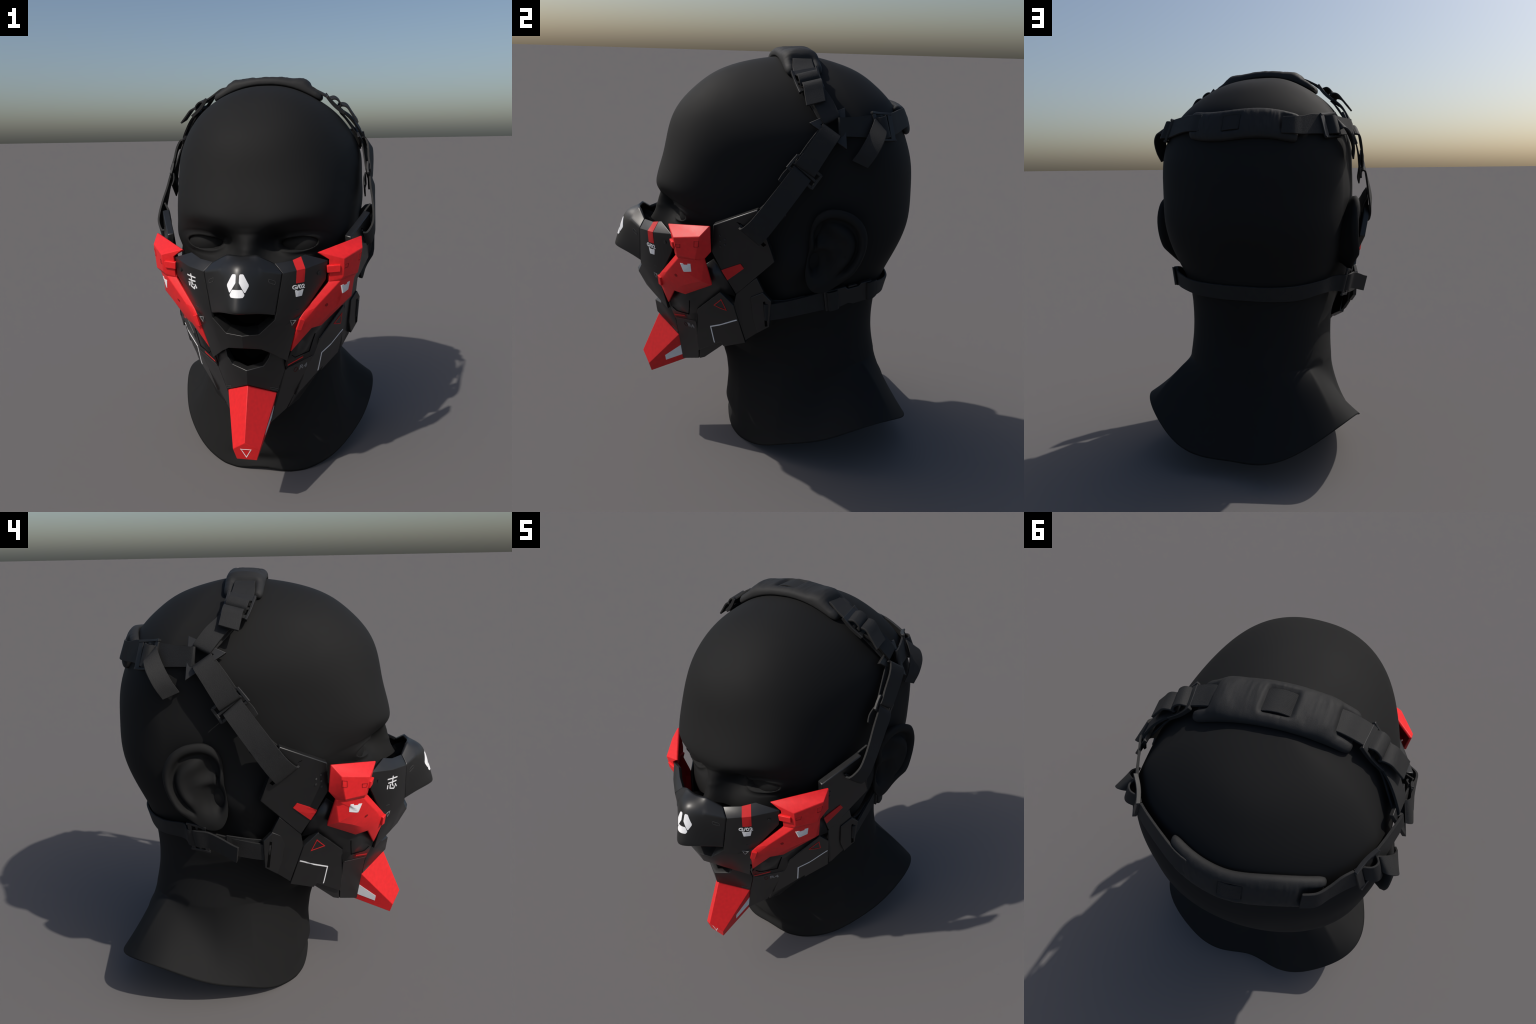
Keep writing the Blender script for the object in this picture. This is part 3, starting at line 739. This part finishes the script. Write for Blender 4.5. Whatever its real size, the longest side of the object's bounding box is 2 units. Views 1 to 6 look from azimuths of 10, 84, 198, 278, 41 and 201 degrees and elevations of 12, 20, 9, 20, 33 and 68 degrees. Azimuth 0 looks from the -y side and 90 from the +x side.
    ribbon("temple_strap", S([(0.496, 0.058, 1.527), (0.508, 0.058, 1.527), (0.516, 0.005, 1.457), (0.525, -0.040, 1.400), (0.530, -0.084, 1.343), (0.526, -0.118, 1.300), (0.503, -0.150, 1.264), (0.482, -0.160, 1.262)]),
           S([(0.505, 0.130, 1.470), (0.532, 0.124, 1.468), (0.536, 0.075, 1.398), (0.537, 0.030, 1.335), (0.538, -0.008, 1.282), (0.536, -0.040, 1.238), (0.522, -0.068, 1.200), (0.500, -0.078, 1.195)]), M_WEB, mask, n=80)
    ribbon("temple_strap", S([(0.478, -0.160, 1.270), (0.466, -0.125, 1.300), (0.483, -0.078, 1.343), (0.515, -0.045, 1.385)]),
           S([(0.495, -0.078, 1.210), (0.490, -0.045, 1.240), (0.503, 0.003, 1.285), (0.527, 0.035, 1.328)]), M_WEB, mask)
    frame("slide_buckle", S([(0.500, 0.078, 1.578), (0.512, 0.178, 1.497), (0.512, 0.138, 1.438), (0.502, 0.034, 1.524)]), (0.05, 0.5, 0.95), M_BUCKLE, mask, 0.012, 0.012, (0.012, 0.012, 0.012), 0.002)
    ribbon("strap_tail", S([(0.490, 0.045, 1.530), (0.482, 0.020, 1.500), (0.487, 0.000, 1.470)]), S([(0.495, 0.125, 1.465), (0.488, 0.100, 1.436), (0.492, 0.080, 1.405)]), M_WEB, mask, 0.007)
    # triangular ring
    T = S([(0.438, 0.272, 1.762), (0.453, 0.124, 1.700), (0.513, 0.276, 1.603)])
    c = sum(T, V((0, 0, 0))) / 3
    inn = [c + (p - c) * 0.52 for p in T]
    n = (T[1] - T[0]).cross(T[2] - T[0]).normalized() * 0.0075
    vs = [p + n for p in T] + [p + n for p in inn] + [p - n for p in T] + [p - n for p in inn]
    fs = []
    for i in range(3):
        j = (i + 1) % 3
        fs += [(i, j, 3 + j, 3 + i), (6 + j, 6 + i, 9 + i, 9 + j), (i, 6 + i, 6 + j, j), (3 + i, 3 + j, 9 + j, 9 + i)]
    new_obj("triangle_ring", vs, fs, M_BUCKLE, mask, angle=30, bevel=0.002)
    # strap to the back of the head
    ribbon("rear_strap", S([(0.455, 0.255, 1.727), (0.475, 0.246, 1.727), (0.455, 0.310, 1.728), (0.432, 0.372, 1.733), (0.405, 0.430, 1.735), (0.375, 0.478, 1.733)]),
           S([(0.470, 0.262, 1.654), (0.492, 0.251, 1.654), (0.476, 0.320, 1.650), (0.456, 0.388, 1.645), (0.432, 0.445, 1.642), (0.400, 0.495, 1.643)]), M_WEB, mask)
    frame("slide_buckle", S([(0.429, 0.390, 1.745), (0.462, 0.410, 1.640), (0.412, 0.508, 1.630), (0.380, 0.487, 1.734)]), (0.90, 0.5, 0.10), M_BUCKLE, mask)
    ribbon("strap_fold", S([(0.392, 0.458, 1.730), (0.425, 0.450, 1.733), (0.440, 0.428, 1.728), (0.430, 0.405, 1.725)]),
           S([(0.418, 0.475, 1.645), (0.455, 0.470, 1.648), (0.468, 0.448, 1.645), (0.455, 0.425, 1.645)]), M_WEB, mask, 0.007)
    ribbon("strap_tail", S([(0.425, 0.405, 1.725), (0.443, 0.400, 1.716), (0.480, 0.372, 1.665), (0.500, 0.335, 1.602), (0.497, 0.306, 1.556)]),
           S([(0.450, 0.430, 1.660), (0.490, 0.442, 1.672), (0.520, 0.427, 1.636), (0.525, 0.400, 1.580), (0.515, 0.370, 1.529)]), M_WEB, mask, 0.008, n=50)
    # crown strap (slightly further forward on the wearer's right)
    dy = 0.0 if s > 0 else -0.036
    Q = lambda pts, k=1.0: S([(a, b + dy * k, c_) for a, b, c_ in pts])
    ribbon("crown_strap", Q([(0.190, 0.078, 1.948), (0.225, 0.078, 1.940), (0.265, 0.073, 1.912), (0.300, 0.074, 1.890)]),
           Q([(0.185, 0.162, 1.952), (0.215, 0.162, 1.945), (0.255, 0.162, 1.926), (0.290, 0.164, 1.908)]), M_WEB, mask)
    frame("slide_buckle", Q([(0.297, 0.066, 1.896), (0.283, 0.172, 1.916), (0.368, 0.192, 1.832), (0.382, 0.094, 1.814)]), (0.12, 0.52, 0.88), M_BUCKLE, mask)
    ribbon("strap_fold", Q([(0.312, 0.082, 1.880), (0.340, 0.084, 1.882), (0.362, 0.090, 1.862), (0.362, 0.096, 1.840)]),
           Q([(0.302, 0.162, 1.898), (0.328, 0.166, 1.902), (0.350, 0.174, 1.884), (0.352, 0.180, 1.858)]), M_WEB, mask, 0.008)
    dz = 0.0 if s > 0 else 0.014
    ribbon("strap_tail", Q([(0.350, 0.098, 1.845), (0.372, 0.101, 1.851), (0.396, 0.103, 1.842), (0.420, 0.106, 1.808 + dz / 2), (0.449, 0.111, 1.768 + dz)]),
           Q([(0.345, 0.178, 1.862), (0.366, 0.180, 1.870), (0.390, 0.182, 1.862), (0.414, 0.185, 1.828 + dz / 2), (0.442, 0.190, 1.788 + dz)]), M_WEB, mask, 0.009)
    k1 = 0.6
    ribbon("crown_strap", Q([(0.372, 0.112, 1.822)], 1) + Q([(0.405, 0.130, 1.795)], 0.7) + Q([(0.438, 0.153, 1.756)], 0.35) + S([(0.470, 0.178, 1.708), (0.462, 0.186, 1.696)]),
           Q([(0.362, 0.190, 1.838)], 1) + Q([(0.398, 0.206, 1.815)], 0.7) + Q([(0.430, 0.225, 1.785)], 0.35) + S([(0.460, 0.246, 1.738), (0.452, 0.250, 1.724)]), M_WEB, mask)
    ribbon("crown_strap", Q([(0.362, 0.110, 1.815)], 1) + Q([(0.390, 0.125, 1.785)], 0.7) + S([(0.443, 0.166, 1.712), (0.458, 0.182, 1.694)]),
           Q([(0.352, 0.188, 1.832)], 1) + Q([(0.380, 0.200, 1.806)], 0.7) + S([(0.435, 0.236, 1.740), (0.450, 0.248, 1.722)]), M_WEB, mask, 0.007)

for sd in (1, -1):
    build_side(sd)

# crown pad ------------------------------------------------------------
def puffy(name, path, width_dir, half_w, thick, n_u, recess, parent, seed, tilt=0.0, hump=lambda u: 0.0):
    """padded band: path of (base point, up normal); superelliptic section, recesses(u,v) cut in"""
    nv = 40; verts, faces = [], []
    for i in range(n_u):
        u = i / (n_u - 1)
        p, up, wd = path(u)
        endf = min(1, min(u, 1 - u) / 0.06); endf = math.sqrt(max(0.0, 1 - (1 - endf) ** 2))
        for j in range(nv):
            a = 2 * math.pi * j / nv
            ca, sa = math.cos(a), math.sin(a)
            v = math.copysign(abs(ca) ** 0.8, ca); h = math.copysign(abs(sa) ** 0.72, sa)
            hw = half_w(u) * (0.80 + 0.20 * endf)
            q = p + wd * (v * hw)
            hh = (thick * (1 + tilt * v) * h if h > 0 else 0.5 * thick * h) * (0.35 + 0.65 * endf)
            if h > 0:
                hh += hump(u) * h - recess(u, v) * h
                hh += 0.0022 * noise.noise(V((u * 26, v * 2.2, seed))) * h + 0.0012 * noise.noise(V((u * 70, v * 3, seed + 3))) * h
            verts.append(q + up * hh)
    for i in range(n_u - 1):
        for j in range(nv):
            a = i * nv + j; b = i * nv + (j + 1) % nv
            faces.append((a, b, b + nv, a + nv))
    faces += [tuple(range(nv))[::-1], tuple((n_u - 1) * nv + j for j in range(nv))]
    return new_obj(name, verts, faces, M_PAD, parent, angle=60)

def box01(x, a, b, s):
    return 1 / (1 + math.exp(-(x - a) / s)) * 1 / (1 + math.exp((x - b) / s))

def crown_path(u):
    x = 0.262 - 0.512 * u
    yc = 0.128 - 0.040 * u - 0.006 * math.sin(math.pi * u)
    e = 0.02
    def pt(x, y): return V((x, y, top_z(x, y)))
    p = pt(x, yc); tx = pt(x - e, yc) - pt(x + e, yc); ty = pt(x, yc + e) - pt(x, yc - e)
    up = ty.cross(tx).normalized()
    if up.z < 0: up = -up
    wd = ty.normalized()
    return p + up * 0.010, up, wd

def crown_recess(u, v):
    r = 0.018 * box01(u, 0.425, 0.612, 0.006) * box01(v, -0.58, 0.58, 0.03)
    r += 0.004 * (1 - box01(u, 0.14, 0.86, 0.012))
    r += 0.016 * box01(u, -0.3, 0.125, 0.008) * box01(v, -0.60, 0.60, 0.04)
    r += 0.016 * box01(u, 0.860, 1.3, 0.008) * box01(v, -0.60, 0.60, 0.04)
    return r
crown_pad = puffy("crown_pad", crown_path, None, lambda u: 0.080 + 0.004 * math.sin(math.pi * u), 0.035, 150, crown_recess, mask, 1.0,
                  hump=lambda u: 0.017 * math.exp(-((u - 0.19) / 0.075) ** 2) + 0.011 * math.exp(-((u - 0.80) / 0.075) ** 2))

def patch_on(path, u0, u1, w, lift0, lift1, name, mat, parent, bulge=0.004):
    n = 14; A, B = [], []
    for i in range(n):
        f = i / (n - 1); p, up, wd = path(u0 + (u1 - u0) * f)
        h = lift0 + (lift1 - lift0) * f + bulge * math.sin(math.pi * f)
        A.append(p + up * h - wd * w); B.append(p + up * h + wd * w)
    return ribbon(name, A, B, mat, parent, 0.006, n=30)
patch_on(crown_path, 0.430, 0.608, 0.043, 0.019, 0.019, "woven_patch", M_WEAVE, crown_pad, 0.009)

# rear pad ---------------------------------------------------------------
def rear_path(u):
    x = 0.218 - 0.515 * u
    zc = 1.692 - 0.030 * u + 0.010 * math.sin(math.pi * u) - 0.012 * math.sin(2 * math.pi * u)
    e = 0.02
    def pt(x, z): return V((x, back_y(x, z), z))
    p = pt(x, zc); tx = pt(x - e, zc) - pt(x + e, zc); tz = pt(x, zc + e) - pt(x, zc - e)
    up = tx.cross(tz).normalized()
    if up.y < 0: up = -up
    return p + up * 0.006, up, tz.normalized()

def rear_recess(u, v):
    r = 0.013 * box01(u, 0.360, 0.520, 0.006) * box01(v, -0.52, 0.52, 0.03)
    r += 0.014 * box01(u, -0.3, 0.110, 0.008) * box01(v, -0.50, 0.62, 0.04)
    r += 0.014 * box01(u, 0.850, 1.3, 0.008) * box01(v, -0.50, 0.62, 0.04)
    return r
rear_pad = puffy("rear_pad", rear_path, None, lambda u: 0.071 + 0.004 * math.sin(math.pi * u), 0.030, 150, rear_recess, mask, 5.0, 0.12)
patch_on(rear_path, 0.365, 0.515, 0.036, 0.0205, 0.0205, "woven_patch", M_WEAVE, rear_pad, 0.003)
ribbon("rear_strap", [(0.372, 0.480, 1.735), (0.330, 0.512, 1.738), (0.255, 0.562, 1.744), (0.195, 0.598, 1.744), (0.148, 0.616, 1.741)],
       [(0.398, 0.497, 1.645), (0.352, 0.535, 1.652), (0.272, 0.590, 1.664), (0.208, 0.630, 1.666), (0.155, 0.648, 1.664)], M_WEB, mask)
ribbon("rear_strap", [mir((0.372, 0.480, 1.735)), (-0.345, 0.512, 1.735), (-0.318, 0.548, 1.726), (-0.285, 0.583, 1.722), (-0.240, 0.602, 1.721)],
       [mir((0.398, 0.497, 1.645)), (-0.365, 0.530, 1.645), (-0.325, 0.572, 1.642), (-0.290, 0.612, 1.644), (-0.240, 0.632, 1.646)], M_WEB, mask)

# neck strap ---------------------------------------------------------------
ribbon("neck_strap", [(0.395, 0.470, 0.975), (0.352, 0.515, 0.960), (0.25, 0.582, 0.942), (0.12, 0.610, 0.934), (-0.02, 0.612, 0.930), (-0.16, 0.600, 0.928), (-0.284, 0.538, 0.931), (-0.383, 0.443, 0.946), (-0.413, 0.356, 0.952), (-0.448, 0.328, 0.955), (-0.476, 0.318, 0.953), (-0.476, 0.292, 0.950)],
       [(0.380, 0.482, 0.895), (0.335, 0.522, 0.885), (0.24, 0.570, 0.870), (0.12, 0.594, 0.860), (-0.02, 0.596, 0.857), (-0.16, 0.582, 0.855), (-0.278, 0.520, 0.855), (-0.371, 0.452, 0.877), (-0.406, 0.360, 0.876), (-0.434, 0.328, 0.872), (-0.456, 0.315, 0.868), (-0.457, 0.290, 0.866)], M_WEB, mask, n=120)
ribbon("neck_strap", [(0.452, -0.036, 0.896), (0.465, -0.030, 0.893), (0.450, 0.060, 0.900), (0.434, 0.150, 0.915), (0.420, 0.240, 0.934)],
       [(0.450, -0.030, 0.815), (0.460, -0.024, 0.812), (0.443, 0.065, 0.816), (0.428, 0.155, 0.828), (0.413, 0.254, 0.842)], M_WEB, mask)
ribbon("neck_strap", [(0.452, -0.036, 0.894), (0.432, -0.005, 0.900), (0.436, 0.060, 0.902), (0.424, 0.150, 0.917)],
       [(0.447, -0.030, 0.815), (0.427, 0.000, 0.815), (0.430, 0.065, 0.818), (0.418, 0.155, 0.830)], M_WEB, mask, 0.006)
ribbon("neck_strap", [(-0.455, -0.036, 0.892), (-0.466, -0.030, 0.890), (-0.462, 0.060, 0.900), (-0.462, 0.170, 0.922), (-0.462, 0.270, 0.946)],
       [(-0.450, -0.030, 0.818), (-0.461, -0.024, 0.815), (-0.453, 0.065, 0.818), (-0.446, 0.175, 0.834), (-0.443, 0.275, 0.858)], M_WEB, mask)
ribbon("neck_strap", [(-0.452, -0.036, 0.892), (-0.440, -0.005, 0.900), (-0.455, 0.060, 0.912), (-0.468, 0.150, 0.928)],
       [(-0.447, -0.030, 0.818), (-0.435, 0.000, 0.815), (-0.447, 0.065, 0.825), (-0.456, 0.155, 0.840)], M_WEB, mask, 0.006)
frame("slide_buckle", [(-0.484, 0.318, 0.985), (-0.452, 0.310, 0.850), (-0.460, 0.225, 0.840), (-0.490, 0.232, 0.968)], (0.14, 0.5, 0.86), M_BUCKLE, mask, 0.012, 0.012, (0.018, 0.012, 0.018), 0.002)
ribbon("strap_tail", [(-0.470, 0.300, 0.950), (-0.492, 0.280, 0.955), (-0.500, 0.225, 0.955), (-0.515, 0.170, 0.940), (-0.532, 0.120, 0.922), (-0.544, 0.085, 0.912)],
       [(-0.452, 0.292, 0.868), (-0.474, 0.272, 0.868), (-0.482, 0.218, 0.868), (-0.497, 0.175, 0.857), (-0.514, 0.130, 0.842), (-0.527, 0.097, 0.832)], M_WEB, mask, n=50)
# side-release buckle on the wearer's left
def release_buckle():
    a = [V((0.424, 0.234, 0.938)), V((0.416, 0.252, 0.836)), V((0.384, 0.474, 0.888)), V((0.403, 0.462, 0.986))]
    L = lambda f, g_: a[0].lerp(a[3], f).lerp(a[1].lerp(a[2], f), g_)
    o = prism("release_buckle", [L(0, 0), L(0.45, 0), L(0.50, 0.14), L(0.72, 0.14), L(0.78, 0.0), L(1, 0), L(1, 1), L(0.58, 1), L(0.50, 0.90), L(0.30, 0.98), L(0, 1)],
              M_BUCKLE, mask, 0.012, 0.012, 0.003, ref=V((0.2, 0.3, 0.9)))
    prism("buckle_prong", [L(0.52, 0.03), L(0.68, 0.03), L(0.72, 0.10), L(0.52, 0.12)], M_BUCKLE, o, 0.006, 0.010, 0.001, ref=V((0.2, 0.3, 0.9)))
    n = poly_normal([a[0], a[1], a[2], a[3]])
    if n.x < 0: n = -n
    ribbon("strap_fold", [L(0.06, 0.03) + n * 0.012, L(0.10, 0.03) + n * 0.022, L(0.24, 0.03) + n * 0.022, L(0.28, 0.03) + n * 0.010],
           [L(0.06, 0.97) + n * 0.012, L(0.10, 0.97) + n * 0.022, L(0.24, 0.97) + n * 0.022, L(0.28, 0.97) + n * 0.010], M_WEB, o, 0.007)
    ribbon("strap_fold", [L(0.88, 0.03) + n * 0.006, L(0.92, 0.03) + n * 0.020, L(1.02, 0.03) + n * 0.016, L(1.12, 0.08) + n * 0.002],
           [L(0.88, 0.97) + n * 0.006, L(0.92, 0.97) + n * 0.020, L(1.02, 0.97) + n * 0.016, L(1.12, 0.94) + n * 0.002], M_WEB, o, 0.007)
release_buckle()
